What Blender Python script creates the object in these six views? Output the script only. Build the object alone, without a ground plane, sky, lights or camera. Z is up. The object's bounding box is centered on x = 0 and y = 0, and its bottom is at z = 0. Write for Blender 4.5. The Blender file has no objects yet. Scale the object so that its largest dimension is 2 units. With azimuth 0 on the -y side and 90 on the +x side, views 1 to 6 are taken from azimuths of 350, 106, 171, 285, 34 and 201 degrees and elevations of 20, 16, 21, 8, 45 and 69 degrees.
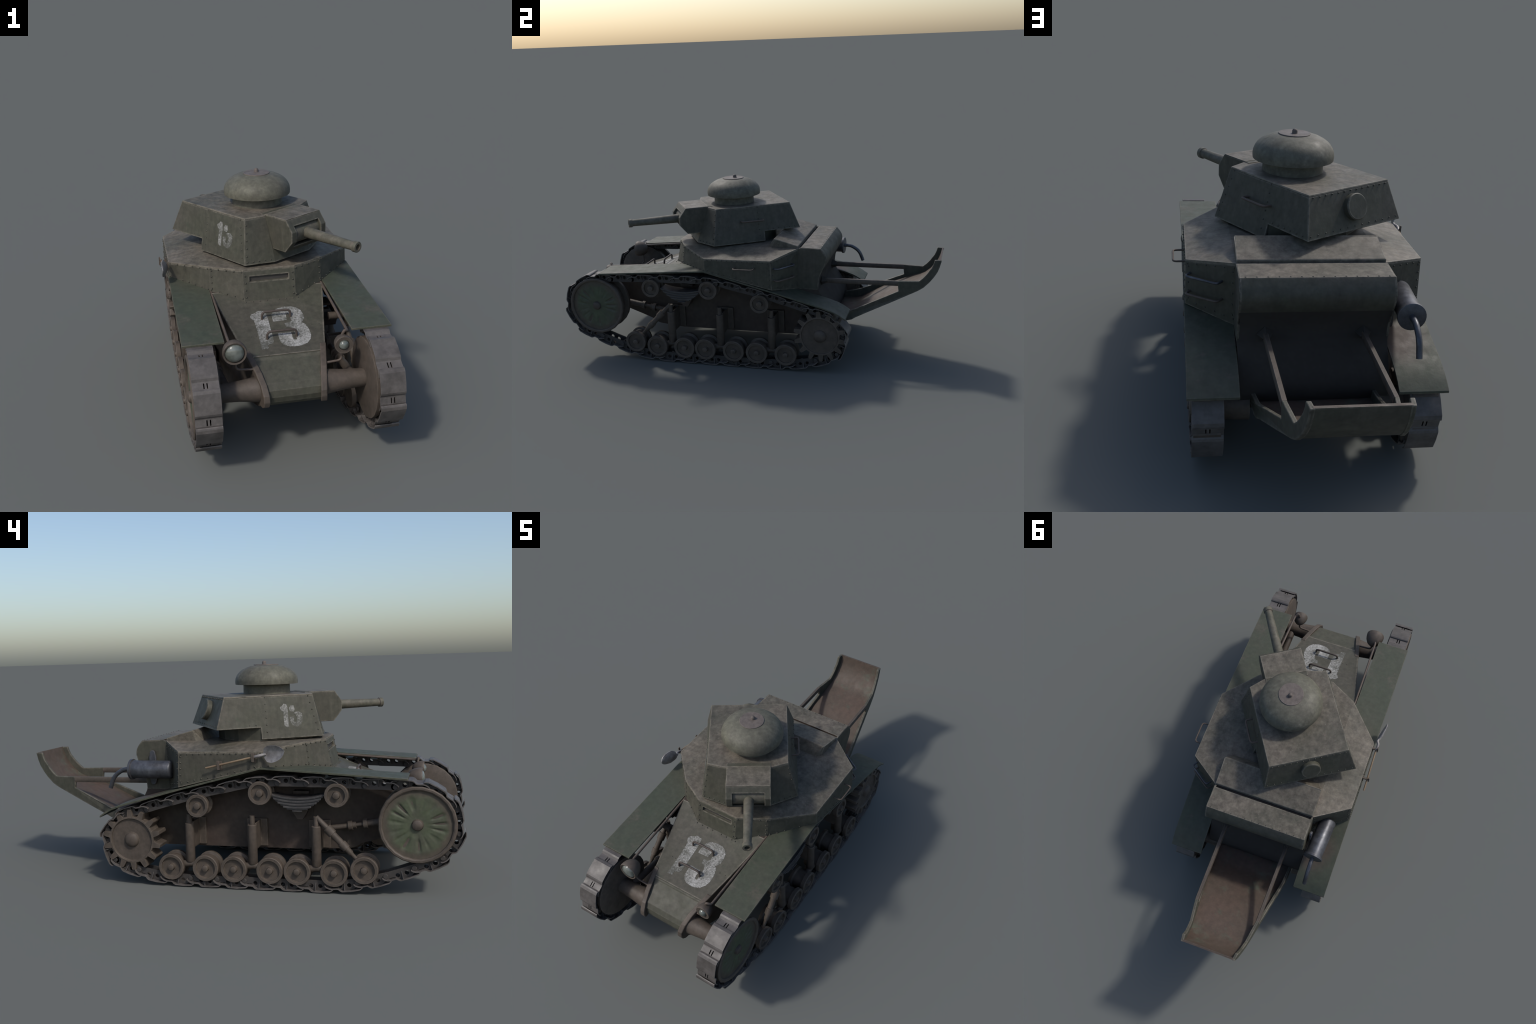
import bpy, bmesh, math
from math import sin, cos, pi, radians, atan2, hypot
from mathutils import Vector, Matrix

X0 = -0.004          # the hull's plane of symmetry
rad = radians

# ------------------------------------------------------------------ materials
def new_mat(name):
    m = bpy.data.materials.new(name)
    m.use_nodes = True
    nt = m.node_tree
    return m, nt, nt.nodes["Principled BSDF"]

def metal_surface(name, base, second, worn, rough=0.6, spec=0.35, metallic=0.0, patch=5.0, grain=0.35,
                  wear=0.6, wear_width=0.006, streak=0.0, patch_bias=0.5, spots=None, bump=0.25, hub_zone=None, mottle=0.0, stain=None, blotch=0.0, blotch_colour=None):
    """Paint or bare metal: two tones in large patches, fine mottling, faint streaks, chipped edges."""
    m, nt, bsdf = new_mat(name)
    N, L = nt.nodes.new, nt.links.new
    tc, oi = N("ShaderNodeTexCoord"), N("ShaderNodeObjectInfo")
    off = N("ShaderNodeVectorMath"); off.operation = "SCALE"
    off.inputs[0].default_value = (7.3, 3.1, 5.7); L(oi.outputs["Random"], off.inputs["Scale"])
    add = N("ShaderNodeVectorMath"); L(tc.outputs["Object"], add.inputs[0]); L(off.outputs[0], add.inputs[1])
    P = add.outputs[0]

    def noise(scale, detail=4.0, roughness=0.6, vec=P):
        n = N("ShaderNodeTexNoise"); n.inputs["Scale"].default_value = scale
        n.inputs["Detail"].default_value = detail; n.inputs["Roughness"].default_value = roughness
        L(vec, n.inputs["Vector"]); return n.outputs["Fac"]

    def ramp(val, a, b, va=0.0, vb=1.0):
        r = N("ShaderNodeMapRange"); r.inputs["From Min"].default_value = a; r.inputs["From Max"].default_value = b
        r.inputs["To Min"].default_value = va; r.inputs["To Max"].default_value = vb
        L(val, r.inputs["Value"]); return r.outputs[0]

    def mix(fac, a, b, mode="MIX"):
        x = N("ShaderNodeMix"); x.data_type = "RGBA"; x.blend_type = mode
        for sock, v in ((x.inputs[0], fac), (x.inputs[6], a), (x.inputs[7], b)):
            if isinstance(v, (int, float)): sock.default_value = v
            elif isinstance(v, tuple): sock.default_value = v + (1.0,) if len(v) == 3 else v
            else: L(v, sock)
        return x.outputs[2]

    def mul(a, b):
        x = N("ShaderNodeMath"); x.operation = "MULTIPLY"
        for s, v in zip(x.inputs, (a, b)):
            if isinstance(v, (int, float)): s.default_value = v
            else: L(v, s)
        return x.outputs[0]

    big = ramp(noise(patch, 5), patch_bias - 0.14, patch_bias + 0.14)
    col = mix(big, base, second)
    if blotch_colour:
        b = ramp(noise(patch * 2.3, 6, 0.7), 0.62 - blotch, 0.74 - blotch)
        col = mix(mul(b, 0.85), col, blotch_colour)
    if stain:                                     # a soft patch of another colour about a point
        df = N("ShaderNodeVectorMath"); df.operation = "DISTANCE"; df.inputs[1].default_value = stain[0]; L(tc.outputs["Object"], df.inputs[0])
        sd = N("ShaderNodeMath"); sd.operation = "MULTIPLY_ADD"; sd.inputs[1].default_value = stain[1] * 0.8; L(noise(16, 5, 0.65), sd.inputs[0]); L(df.outputs["Value"], sd.inputs[2])
        col = mix(ramp(sd.outputs[0], stain[1] * 1.55, stain[1] * 0.9), col, stain[2])
    if hub_zone:                                  # second colour outside a radius about the wheel axis
        sx = N("ShaderNodeSeparateXYZ"); L(tc.outputs["Object"], sx.inputs[0])
        cx = N("ShaderNodeCombineXYZ"); L(sx.outputs[1], cx.inputs[1]); L(sx.outputs[2], cx.inputs[2])
        ln = N("ShaderNodeVectorMath"); ln.operation = "LENGTH"; L(cx.outputs[0], ln.inputs[0])
        sm = N("ShaderNodeMath"); sm.operation = "MULTIPLY_ADD"; sm.inputs[1].default_value = 0.05; L(noise(22, 5, 0.65), sm.inputs[0]); L(ln.outputs["Value"], sm.inputs[2])
        col = mix(ramp(sm.outputs[0], hub_zone[0], hub_zone[1]), col, hub_zone[2])
    fine = ramp(noise(55, 8, 0.72), 0.25, 0.75, 1.0 - grain, 1.0 + grain)
    g = N("ShaderNodeCombineColor"); [L(fine, s) for s in g.inputs]
    col = mix(1.0, col, g.outputs[0], "MULTIPLY")
    if mottle:
        mo = ramp(noise(30, 5, 0.7), 0.34, 0.66, 1 - mottle, 1 + mottle)
        gm = N("ShaderNodeCombineColor"); [L(mo, k) for k in gm.inputs]
        col = mix(1.0, col, gm.outputs[0], "MULTIPLY")
    if streak:
        mp = N("ShaderNodeMapping"); mp.inputs["Scale"].default_value = (60, 60, 5); L(P, mp.inputs["Vector"])
        s = ramp(noise(1.0, 4, 0.6, mp.outputs[0]), 0.35, 0.7, 1 - streak, 1 + streak * 0.5)
        g2 = N("ShaderNodeCombineColor"); [L(s, k) for k in g2.inputs]
        col = mix(1.0, col, g2.outputs[0], "MULTIPLY")
    if spots:
        col = mix(mul(ramp(noise(120, 3, 0.5), 0.66, 0.74), 0.6), col, spots)
    if wear:
        bev = N("ShaderNodeBevel"); bev.samples = 6; bev.inputs["Radius"].default_value = wear_width
        geo = N("ShaderNodeNewGeometry")
        dot = N("ShaderNodeVectorMath"); dot.operation = "DOT_PRODUCT"
        L(bev.outputs[0], dot.inputs[0]); L(geo.outputs["Normal"], dot.inputs[1])
        edge = ramp(dot.outputs["Value"], 0.995, 0.90)
        chips = ramp(noise(34, 5, 0.72), 0.38, 0.58)
        col = mix(mul(mul(edge, chips), wear), col, worn)
    L(col, bsdf.inputs["Base Color"])
    r = ramp(noise(24, 4), 0.3, 0.7, rough - 0.08, rough + 0.1)
    L(r, bsdf.inputs["Roughness"])
    bsdf.inputs["Metallic"].default_value = metallic
    bsdf.inputs["Specular IOR Level"].default_value = spec
    if bump:
        bp = N("ShaderNodeBump"); bp.inputs["Strength"].default_value = bump; bp.inputs["Distance"].default_value = 0.002
        L(noise(70, 6, 0.65), bp.inputs["Height"]); L(bp.outputs[0], bsdf.inputs["Normal"])
    return m

OLIVE = metal_surface("olive_armour_paint", (0.057, 0.057, 0.041), (0.064, 0.059, 0.046), (0.20, 0.178, 0.145), streak=0.14, mottle=0.16, patch=4.2,
                      blotch=0.0, blotch_colour=(0.046, 0.056, 0.037), grain=0.2, wear=0.9, wear_width=0.010)
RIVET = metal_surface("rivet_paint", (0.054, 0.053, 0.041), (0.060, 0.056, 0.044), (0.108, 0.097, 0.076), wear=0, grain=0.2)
DUSTY = metal_surface("dusty_roof_paint", (0.117, 0.101, 0.080), (0.074, 0.069, 0.053), (0.24, 0.215, 0.17), grain=0.36, patch=4.5, mottle=0.30, wear=0.85,
                      blotch=0.02, blotch_colour=(0.128, 0.098, 0.081), spots=(0.165, 0.15, 0.12), wear_width=0.009)
DOME = metal_surface("cupola_paint", (0.100, 0.097, 0.073), (0.088, 0.083, 0.064), (0.16, 0.14, 0.11), grain=0.28, wear=0.3, mottle=0.22, patch=7,
                     blotch=0.02, blotch_colour=(0.145, 0.135, 0.108))
GREEN = metal_surface("green_fender_paint", (0.046, 0.055, 0.037), (0.057, 0.058, 0.042), (0.134, 0.119, 0.087), grain=0.18, patch=4, mottle=0.12,
                      blotch=0.06, blotch_colour=(0.076, 0.066, 0.052), wear=0.9)
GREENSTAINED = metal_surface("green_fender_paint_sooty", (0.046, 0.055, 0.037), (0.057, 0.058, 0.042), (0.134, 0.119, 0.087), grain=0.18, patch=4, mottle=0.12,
                      blotch=0.06, blotch_colour=(0.076, 0.066, 0.052), wear=0.9, stain=((-0.27, 0.36, 0.38), 0.11, (0.070, 0.052, 0.042)))
BROWN = metal_surface("rusty_brown_running_gear", (0.079, 0.063, 0.051), (0.063, 0.051, 0.041), (0.142, 0.117, 0.094), grain=0.24, patch=9, mottle=0.14,
                      wear_width=0.006, blotch=-0.02, blotch_colour=(0.066, 0.065, 0.049))
HULLBROWN = metal_surface("brown_hull_side", (0.055, 0.040, 0.033), (0.044, 0.036, 0.029), (0.106, 0.088, 0.070), grain=0.18, wear=0.3, mottle=0.15)  # plain reddish dark brown for the lower hull sides and small brackets
REARDARK = metal_surface("dark_rear_plate", (0.040, 0.036, 0.032), (0.046, 0.041, 0.036), (0.10, 0.085, 0.07), grain=0.12, wear=0.25, rough=0.8, spec=0.15)
TRACK = metal_surface("track_pad_steel", (0.094, 0.085, 0.080), (0.056, 0.050, 0.046), (0.176, 0.156, 0.144), rough=0.5, spec=0.4,
                      grain=0.18, patch=13, wear=0.6, wear_width=0.003, mottle=0.15, patch_bias=0.54)
TRACKDARK = metal_surface("track_bar_steel", (0.050, 0.045, 0.042), (0.038, 0.034, 0.032), (0.15, 0.13, 0.12), rough=0.55, spec=0.35, grain=0.2, wear=0.3, wear_width=0.003)
TRAYBROWN = metal_surface("rust_tray_paint", (0.074, 0.050, 0.038), (0.066, 0.050, 0.038), (0.150, 0.123, 0.106), grain=0.16, patch=4, mottle=0.14,
                          blotch=0.07, blotch_colour=(0.068, 0.076, 0.055))
DARKROD = metal_surface("dark_rod_steel", (0.068, 0.052, 0.043), (0.055, 0.043, 0.036), (0.12, 0.1, 0.08), grain=0.25, wear=0)
BARE = metal_surface("worn_handle_steel", (0.097, 0.074, 0.059), (0.074, 0.058, 0.048), (0.180, 0.153, 0.126), grain=0.25, wear=0.2, wear_width=0.002)
GUN = metal_surface("gun_barrel_paint", (0.098, 0.088, 0.068), (0.078, 0.076, 0.056), (0.145, 0.111, 0.093), grain=0.3, patch=16, mottle=0.2,
                    blotch=0.05, blotch_colour=(0.119, 0.092, 0.075))
EXHAUST = metal_surface("blued_exhaust_steel", (0.092, 0.097, 0.110), (0.062, 0.063, 0.071), (0.24, 0.21, 0.19), rough=0.42, spec=0.5,
                        metallic=0.55, grain=0.28, patch=10, wear=0.45, mottle=0.25)
IDLERGREEN = metal_surface("idler_face_paint", (0.066, 0.080, 0.046), (0.068, 0.071, 0.049), (0.136, 0.119, 0.102), grain=0.16, patch=14, wear=0,
                           blotch=-0.04, blotch_colour=(0.070, 0.068, 0.049), hub_zone=(0.132, 0.152, (0.075, 0.063, 0.048)), mottle=0.15)
CAP = metal_surface("rusty_cap_plate", (0.131, 0.110, 0.097), (0.095, 0.079, 0.070), (0.198, 0.171, 0.153), grain=0.4, patch=30, wear=0.4, mottle=0.2)
LEAF = metal_surface("spring_leaf_steel", (0.045, 0.042, 0.042), (0.032, 0.031, 0.032), (0.115, 0.108, 0.101), rough=0.45, spec=0.5, grain=0.3, patch=20)
BLADE = metal_surface("shovel_blade_steel", (0.25, 0.24, 0.235), (0.065, 0.042, 0.038), (0.32, 0.30, 0.29), rough=0.45, spec=0.5, metallic=0.2,
                      grain=0.3, patch=13, patch_bias=0.56, blotch=-0.02, blotch_colour=(0.075, 0.042, 0.038), wear=0.6, wear_width=0.003)
WOOD = metal_surface("ash_wood_handle", (0.20, 0.145, 0.092), (0.15, 0.105, 0.068), (0.3, 0.2, 0.12), grain=0.25, wear=0)
DARKSLOT = metal_surface("dark_interior", (0.050, 0.046, 0.042), (0.055, 0.050, 0.045), (0.1, 0.09, 0.08), wear=0, grain=0.1)

def stencil_paint(name, lo, hi):
    m, nt, bsdf = new_mat(name)
    N, L = nt.nodes.new, nt.links.new
    tc = N("ShaderNodeTexCoord")
    n = N("ShaderNodeTexNoise"); n.inputs["Scale"].default_value = 95; n.inputs["Detail"].default_value = 8; n.inputs["Roughness"].default_value = 0.75
    n2 = N("ShaderNodeTexNoise"); n2.inputs["Scale"].default_value = 14; n2.inputs["Detail"].default_value = 4
    L(tc.outputs["Object"], n.inputs["Vector"]); L(tc.outputs["Object"], n2.inputs["Vector"])
    n.inputs["Scale"].default_value = 130
    w1 = N("ShaderNodeMath"); w1.operation = "MULTIPLY"; w1.inputs[1].default_value = 0.62; L(n.outputs["Fac"], w1.inputs[0])
    av = N("ShaderNodeMath"); av.operation = "MULTIPLY_ADD"; av.inputs[1].default_value = 0.38; L(n2.outputs["Fac"], av.inputs[0]); L(w1.outputs[0], av.inputs[2])
    cr = N("ShaderNodeValToRGB"); e = cr.color_ramp.elements
    e[0].position = lo; e[0].color = (0.072, 0.072, 0.060, 1)
    e[1].position = hi; e[1].color = (0.40, 0.395, 0.38, 1)
    mid = cr.color_ramp.elements.new(lo * 0.6 + hi * 0.4); mid.color = (0.20, 0.198, 0.185, 1)
    L(av.outputs[0], cr.inputs[0]); L(cr.outputs[0], bsdf.inputs["Base Color"])
    bsdf.inputs["Roughness"].default_value = 0.75
    return m
WHITE = stencil_paint("worn_white_stencil_paint", 0.43, 0.65)
FADED = stencil_paint("faded_white_stencil_paint", 0.44, 0.68)

def lamp_glass():
    m, nt, bsdf = new_mat("frosted_lamp_glass")
    N, L = nt.nodes.new, nt.links.new
    tc = N("ShaderNodeTexCoord"); n = N("ShaderNodeTexNoise"); n.inputs["Scale"].default_value = 30
    L(tc.outputs["Object"], n.inputs["Vector"])
    cr = N("ShaderNodeValToRGB"); e = cr.color_ramp.elements
    e[0].color = (0.085, 0.095, 0.082, 1); e[1].color = (0.15, 0.162, 0.145, 1); e[0].position = 0.35; e[1].position = 0.65
    L(n.outputs["Fac"], cr.inputs[0]); L(cr.outputs[0], bsdf.inputs["Base Color"])
    bsdf.inputs["Roughness"].default_value = 0.12; bsdf.inputs["Coat Weight"].default_value = 0.6; bsdf.inputs["Coat Roughness"].default_value = 0.06
    return m
GLASS = lamp_glass()

# ------------------------------------------------------------------ helpers
root = bpy.data.objects.new("light_tank", None)
bpy.context.scene.collection.objects.link(root)
root["label"] = "small old olive tank with tail skid and number 13"
root["category"] = "tank"

def link(o, parent=None):
    bpy.context.scene.collection.objects.link(o)
    o.parent = parent or root
    return o

def make(name, verts, faces, mat, parent=None, smooth=None, bevel=0.0, loc=None, kind=None, segs=2):
    me = bpy.data.meshes.new(name)
    me.from_pydata([tuple(v) for v in verts], [], faces)
    bm = bmesh.new(); bm.from_mesh(me)
    bmesh.ops.recalc_face_normals(bm, faces=bm.faces)
    bm.to_mesh(me); bm.free()
    for mm in (mat if isinstance(mat, (list, tuple)) else [mat]):
        me.materials.append(mm)
    if smooth is not None:
        me.polygons.foreach_set("use_smooth", [True] * len(me.polygons))
        me.set_sharp_from_angle(angle=rad(smooth))
    o = link(bpy.data.objects.new(name, me), parent)
    if loc: o.location = loc
    if kind: o["kind"] = kind
    if bevel:
        b = o.modifiers.new("edge_round", "BEVEL"); b.width = bevel; b.segments = segs
        b.limit_method = "ANGLE"; b.angle_limit = rad(28)
    return o

class Build:
    """Gathers several closed pieces into one mesh."""
    def __init__(s): s.v, s.f = [], []
    def add(s, verts, faces):
        n = len(s.v); s.v += [Vector(v) for v in verts]; s.f += [tuple(i + n for i in f) for f in faces]; return s
    def box(s, lo, hi):
        (a, b, c), (d, e, f) = lo, hi
        return s.add([(a, b, c), (d, b, c), (d, e, c), (a, e, c), (a, b, f), (d, b, f), (d, e, f), (a, e, f)],
                     [(3, 2, 1, 0), (4, 5, 6, 7), (0, 1, 5, 4), (1, 2, 6, 5), (2, 3, 7, 6), (3, 0, 4, 7)])
    def prism(s, poly, x0, x1):
        """A polygon in the y-z plane, drawn out along x; x0/x1 may be functions of (y, z)."""
        g = lambda x, p: x(*p) if callable(x) else x
        n = len(poly)
        v = [(g(x0, p), p[0], p[1]) for p in poly] + [(g(x1, p), p[0], p[1]) for p in poly]
        return s.add(v, [tuple(range(n)), tuple(range(2 * n - 1, n - 1, -1))] + [(i, (i + 1) % n, n + (i + 1) % n, n + i) for i in range(n)])
    def loft(s, rings, closed=True):
        n = len(rings[0]); v = [p for r in rings for p in r]
        f = [(k * n + i, k * n + (i + 1) % n, (k + 1) * n + (i + 1) % n, (k + 1) * n + i) for k in range(len(rings) - 1) for i in range(n)]
        if closed: f += [tuple(range(n)), tuple(range(len(v) - 1, len(v) - n - 1, -1))]
        return s.add(v, f)
    def turn(s, profile, centre, axis="x", seg=24, flip=1):
        """Revolve (distance along axis, radius) pairs around an axis through centre."""
        rings = []
        for a, r in profile:
            ring = []
            for i in range(seg):
                t = 2 * pi * (i + 0.5) / seg; c, d = max(r, 1e-4) * cos(t), max(r, 1e-4) * sin(t)
                q = {"x": (a * flip, c, d), "y": (c, a * flip, d), "z": (c, d, a * flip)}[axis]
                ring.append(Vector(centre) + Vector(q))
            rings.append(ring)
        return s.loft(rings)
    def rod(s, a, b, r0, r1=None, seg=12):
        a, b = Vector(a), Vector(b); r1 = r0 if r1 is None else r1
        q = (b - a).to_track_quat("Z", "Y")
        return s.loft([[p + q @ Vector((r * cos(2 * pi * i / seg), r * sin(2 * pi * i / seg), 0)) for i in range(seg)] for p, r in ((a, r0), (b, r1))])
    def tube(s, pts, r, seg=10):
        pts = [Vector(p) for p in pts]; rings = []; q = None
        for i, p in enumerate(pts):
            t = (pts[min(i + 1, len(pts) - 1)] - pts[max(i - 1, 0)]).normalized()
            q = t.to_track_quat("Z", "Y") if q is None else ((q @ Vector((0, 0, 1))).rotation_difference(t) @ q)
            rr = r[i] if isinstance(r, (list, tuple)) else r
            rings.append([p + q @ Vector((rr * cos(2 * pi * k / seg), rr * sin(2 * pi * k / seg), 0)) for k in range(seg)])
        return s.loft(rings)
    def dome(s, p, n, r, h, seg=8):
        q = Vector(n).to_track_quat("Z", "Y"); p = Vector(p)
        return s.loft([[p + q @ Vector((rr * cos(2 * pi * i / seg), rr * sin(2 * pi * i / seg), hh)) for i in range(seg)]
                       for rr, hh in ((r, -0.0015), (r * 0.95, h * 0.35), (r * 0.6, h * 0.85), (r * 0.15, h))])
    def out(s, name, mat, **k): return make(name, s.v, s.f, mat, **k)

def fillet(pts, r, n=5):
    """Rounds the corners of a polyline."""
    pts = [Vector(p) for p in pts]; out = [pts[0]]
    for a, b, c in zip(pts, pts[1:], pts[2:]):
        k = min(r, (a - b).length * 0.49, (c - b).length * 0.49)
        p, q = b + (a - b).normalized() * k, b + (c - b).normalized() * k
        out += [(p * (1 - t) + b * t) * (1 - t) + (b * (1 - t) + q * t) * t for t in [i / n for i in range(n + 1)]]
    return out + [pts[-1]]

def handle(name, a, b, outward, r=0.004, corner=0.014, parent=None, mat=None):
    a, b, o = Vector(a), Vector(b), Vector(outward)
    path = fillet([a - o * 0.1, a + o, b + o, b - o * 0.1], corner)
    return Build().tube(path, r).out(name, mat or BARE, smooth=50, parent=parent)

def cut(o, lo, hi, mat=None, M=None):
    """Cuts a box-shaped pocket out of an object."""
    c = Build().box(lo, hi).out("pocket_cutter", mat or DARKSLOT)
    c.parent = None
    if M is not None: c.matrix_world = M
    bpy.context.view_layer.update()
    md = o.modifiers.new("pocket", "BOOLEAN"); md.operation = "DIFFERENCE"; md.object = c; md.solver = "EXACT"
    dg = bpy.context.evaluated_depsgraph_get()
    me = bpy.data.meshes.new_from_object(o.evaluated_get(dg))
    o.modifiers.clear(); o.data = me
    bpy.data.objects.remove(c)

def both(fn):
    for sgn in (-1, 1): fn(sgn)

def X(sgn, d): return X0 + sgn * d

def rivet_row(B, a, b, n, normal, r=0.0032, h=0.0026):
    a, b = Vector(a), Vector(b)
    for i in range(n):
        B.dome(a.lerp(b, i / (n - 1) if n > 1 else 0.5), normal, r, h)

# ------------------------------------------------------------------ lower hull
GY0, GZ0, GY1, GZ1 = -0.37, 0.5085, -0.75, 0.3855           # glacis, top and bottom edge
def half_width(y, z=None):
    if y > GY0 - 1e-6: return 0.236
    w = 0.236 - (GY0 - y) * 0.233
    return w

def sag(s): return -0.0088 * 4 * max(0.0, min(1.0, s / 0.3995)) * (1 - max(0.0, min(1.0, s / 0.3995)))   # the glacis is slightly hollow
def glacis_point(k): return (GY0 + (GY1 - GY0) * k - 0.308 * sag(0.3995 * k), GZ0 + (GZ1 - GZ0) * k + 0.951 * sag(0.3995 * k))
nose = [(-0.37, 0.5085)] + [glacis_point(k / 8) for k in range(1, 8)] + [(-0.744, 0.3855), (-0.748, 0.3785), (-0.795, 0.3550), (-0.843, 0.3310), (-0.858, 0.308), (-0.862, 0.282), (-0.855, 0.257), (-0.834, 0.236),
        (-0.80, 0.224), (-0.725, 0.207), (-0.65, 0.190), (-0.57, 0.170), (-0.540, 0.153), (-0.515, 0.149), (-0.37, 0.149)]
o = Build().prism(nose, lambda y, z: X0 - half_width(y, z), lambda y, z: X0 + half_width(y, z)).out("hull_nose", [OLIVE, HULLBROWN], bevel=0.002)
for p in o.data.polygons:
    if abs(p.normal.x) > 0.5: p.material_index = 1
# lower nose plate stands a little proud under the seam
rear = [(-0.37, 0.150), (0.30, 0.150), (0.36, 0.158), (0.410, 0.178), (0.439, 0.205), (0.452, 0.235), (0.456, 0.262), (0.451, 0.288), (0.439, 0.316), (0.420, 0.345),
        (0.401, 0.374), (0.390, 0.395), (0.385, 0.415), (0.387, 0.440), (0.392, 0.462), (0.402, 0.487), (0.414, 0.512), (0.426, 0.534), (0.4315, 0.553),
        (0.4325, 0.567), (0.429, 0.582), (0.420, 0.598), (0.402, 0.620), (0.301, 0.624), (0.301, 0.50), (-0.37, 0.5085)]
o = Build().prism(rear, X0 - 0.237, X0 + 0.237).out("hull_body", [HULLBROWN, OLIVE, REARDARK, DUSTY], smooth=24)
for p in o.data.polygons:
    c = p.center
    if p.normal.z > 0.8 and c.z > 0.58: p.material_index = 3
    elif c.z > 0.50 and c.y > 0.39: p.material_index = 1
    elif c.y > 0.38 and abs(p.normal.x) < 0.5: p.material_index = 2
# olive side cheeks of the rear box, above the brown hull wall
cheek = [(0.262, 0.406), (0.300, 0.402), (0.386, 0.402), (0.387, 0.420), (0.389, 0.440), (0.392, 0.462), (0.402, 0.487), (0.413, 0.512), (0.425, 0.534), (0.4305, 0.553),
         (0.4315, 0.567), (0.428, 0.582), (0.419, 0.597), (0.402, 0.619), (0.300, 0.623), (0.262, 0.610)]
both(lambda s: Build().prism(cheek, X(s, 0.232), X(s, 0.2405)).out("rear_box_side_plate", OLIVE, bevel=0.0015))

# nose side flanges that carry the idler axle
def flange(s):
    outer = [(-0.700, 0.402), (-0.76, 0.385), (-0.812, 0.363), (-0.856, 0.333), (-0.880, 0.300), (-0.884, 0.276), (-0.876, 0.253), (-0.862, 0.244), (-0.845, 0.246)]
    inner = [(-0.835, 0.26), (-0.84, 0.30), (-0.80, 0.34), (-0.74, 0.37), (-0.69, 0.39)]
    poly = outer + inner
    f = lambda off: (lambda y, z: X0 + s * (half_width(y) + off))
    Build().prism(poly, f(-0.022), f(0.002)).out("nose_flange", BROWN, bevel=0.004, segs=3)
both(flange)
gs = Vector((0, GY1 - GY0, GZ1 - GZ0)).normalized()          # down the glacis
gn = Vector((0, -(GZ0 - GZ1), -(GY1 - GY0))).normalized()     # out of the glacis
if gn.z < 0: gn = -gn
def on_glacis(x, s, h=0.0): return Vector((0, GY0, GZ0)) + Vector((x, 0, 0)) + gs * s + gn * (h + sag(s))
# step between the glacis plate and the lower nose plate
q = [on_glacis(X0 - 0.118, 0.390, 0.0015), on_glacis(X0 + 0.118, 0.390, 0.0015), on_glacis(X0 + 0.116, 0.3985, 0.0015), on_glacis(X0 - 0.116, 0.3985, 0.0015)]
glacis_plate = [(-0.2345, 0.0), (0.2345, 0.0), (0.1275, 0.386), (-0.1275, 0.386)]
strips = [(0.2345 - 0.0860 * k / 8, 0.386 * k / 8) for k in range(9)]
Build().loft([[on_glacis(X0 - w, t, -0.004), on_glacis(X0 + w, t, -0.004), on_glacis(X0 + w, t, 0.0015), on_glacis(X0 - w, t, 0.0015)] for w, t in strips]).out("glacis_plate", OLIVE, smooth=20)

# ------------------------------------------------------------------ superstructure
ring = [(0.107, -0.405, 0.613, -0.433, 0.483, 0.107), (0.235, -0.336, 0.613, -0.350, 0.508, 0.237), (0.391, -0.172, 0.589, -0.173, 0.521, 0.393),
        (0.391, 0.177, 0.590, 0.181, 0.437, 0.393), (0.239, 0.287, 0.620, 0.281, 0.402, 0.236)]
PL = 0.006                                                   # roof plate thickness
def hull_ring(which):
    pts = []
    for s, seq in ((1, ring), (-1, ring[::-1])):
        for xt, yt, zt, yb, zb, xb in seq:
            pts.append({"top": (X(s, xt), yt, zt), "wall": (X(s, xt), yt, zt - PL), "low": (X(s, xb), yb, zb - (0.004 if yb < -0.3 else 0))}[which])
    return pts
wall = Build().loft([hull_ring("low"), hull_ring("wall")]).out("superstructure_wall", OLIVE)
# visor slot in the front plate
cut(wall, (X0 - 0.081, -0.470, 0.5615), (X0 + 0.081, -0.400, 0.5835))
m = wall.modifiers.new("edge_round", "BEVEL"); m.width = 0.0006; m.segments = 2; m.limit_method = "ANGLE"; m.angle_limit = rad(28)
Build().box((X0 - 0.083, -0.402, 0.556), (X0 + 0.083, -0.396, 0.59)).out("visor_slot_back", DARKSLOT)
ri = lambda w, i: hull_ring(w)[i]
B = Build()
n = 10
top, low = hull_ring("top"), hull_ring("wall")
faces = [(0, 1, 4, 5, 8, 9), (1, 2, 3, 4), (5, 6, 7, 8)]
B.add(top + low, faces + [tuple(i + n for i in f[::-1]) for f in faces] + [(i, (i + 1) % n, n + (i + 1) % n, n + i) for i in range(n)])
B.out("superstructure_roof", DUSTY, bevel=0.0006)

# engine cover hump
hump_low, hump_top = [], []
v = [(-0.239, 0.286, 0.600), (0.239, 0.286, 0.600), (0.232, 0.140, 0.600), (0.205, 0.112, 0.606), (-0.205, 0.112, 0.606), (-0.232, 0.140, 0.600),
     (-0.239, 0.286, 0.631), (0.239, 0.286, 0.631), (0.238, 0.168, 0.665), (0.236, 0.160, 0.666), (-0.236, 0.160, 0.666), (-0.238, 0.168, 0.665)]
v = [(X0 + a, b, c) for a, b, c in v]
make("engine_cover", v, [(5, 4, 3, 2, 1, 0), (6, 7, 8, 9, 10, 11), (0, 1, 7, 6), (1, 2, 8, 7), (2, 3, 9, 8), (3, 4, 10, 9), (4, 5, 11, 10), (5, 0, 6, 11)], DUSTY, bevel=0.004)
Build().box((X0 - 0.236, 0.287, 0.58), (X0 + 0.236, 0.302, 0.611)).out("engine_cover_gap_filler", REARDARK)  # solid dark block that fills the bottom of the groove behind the cover

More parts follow.
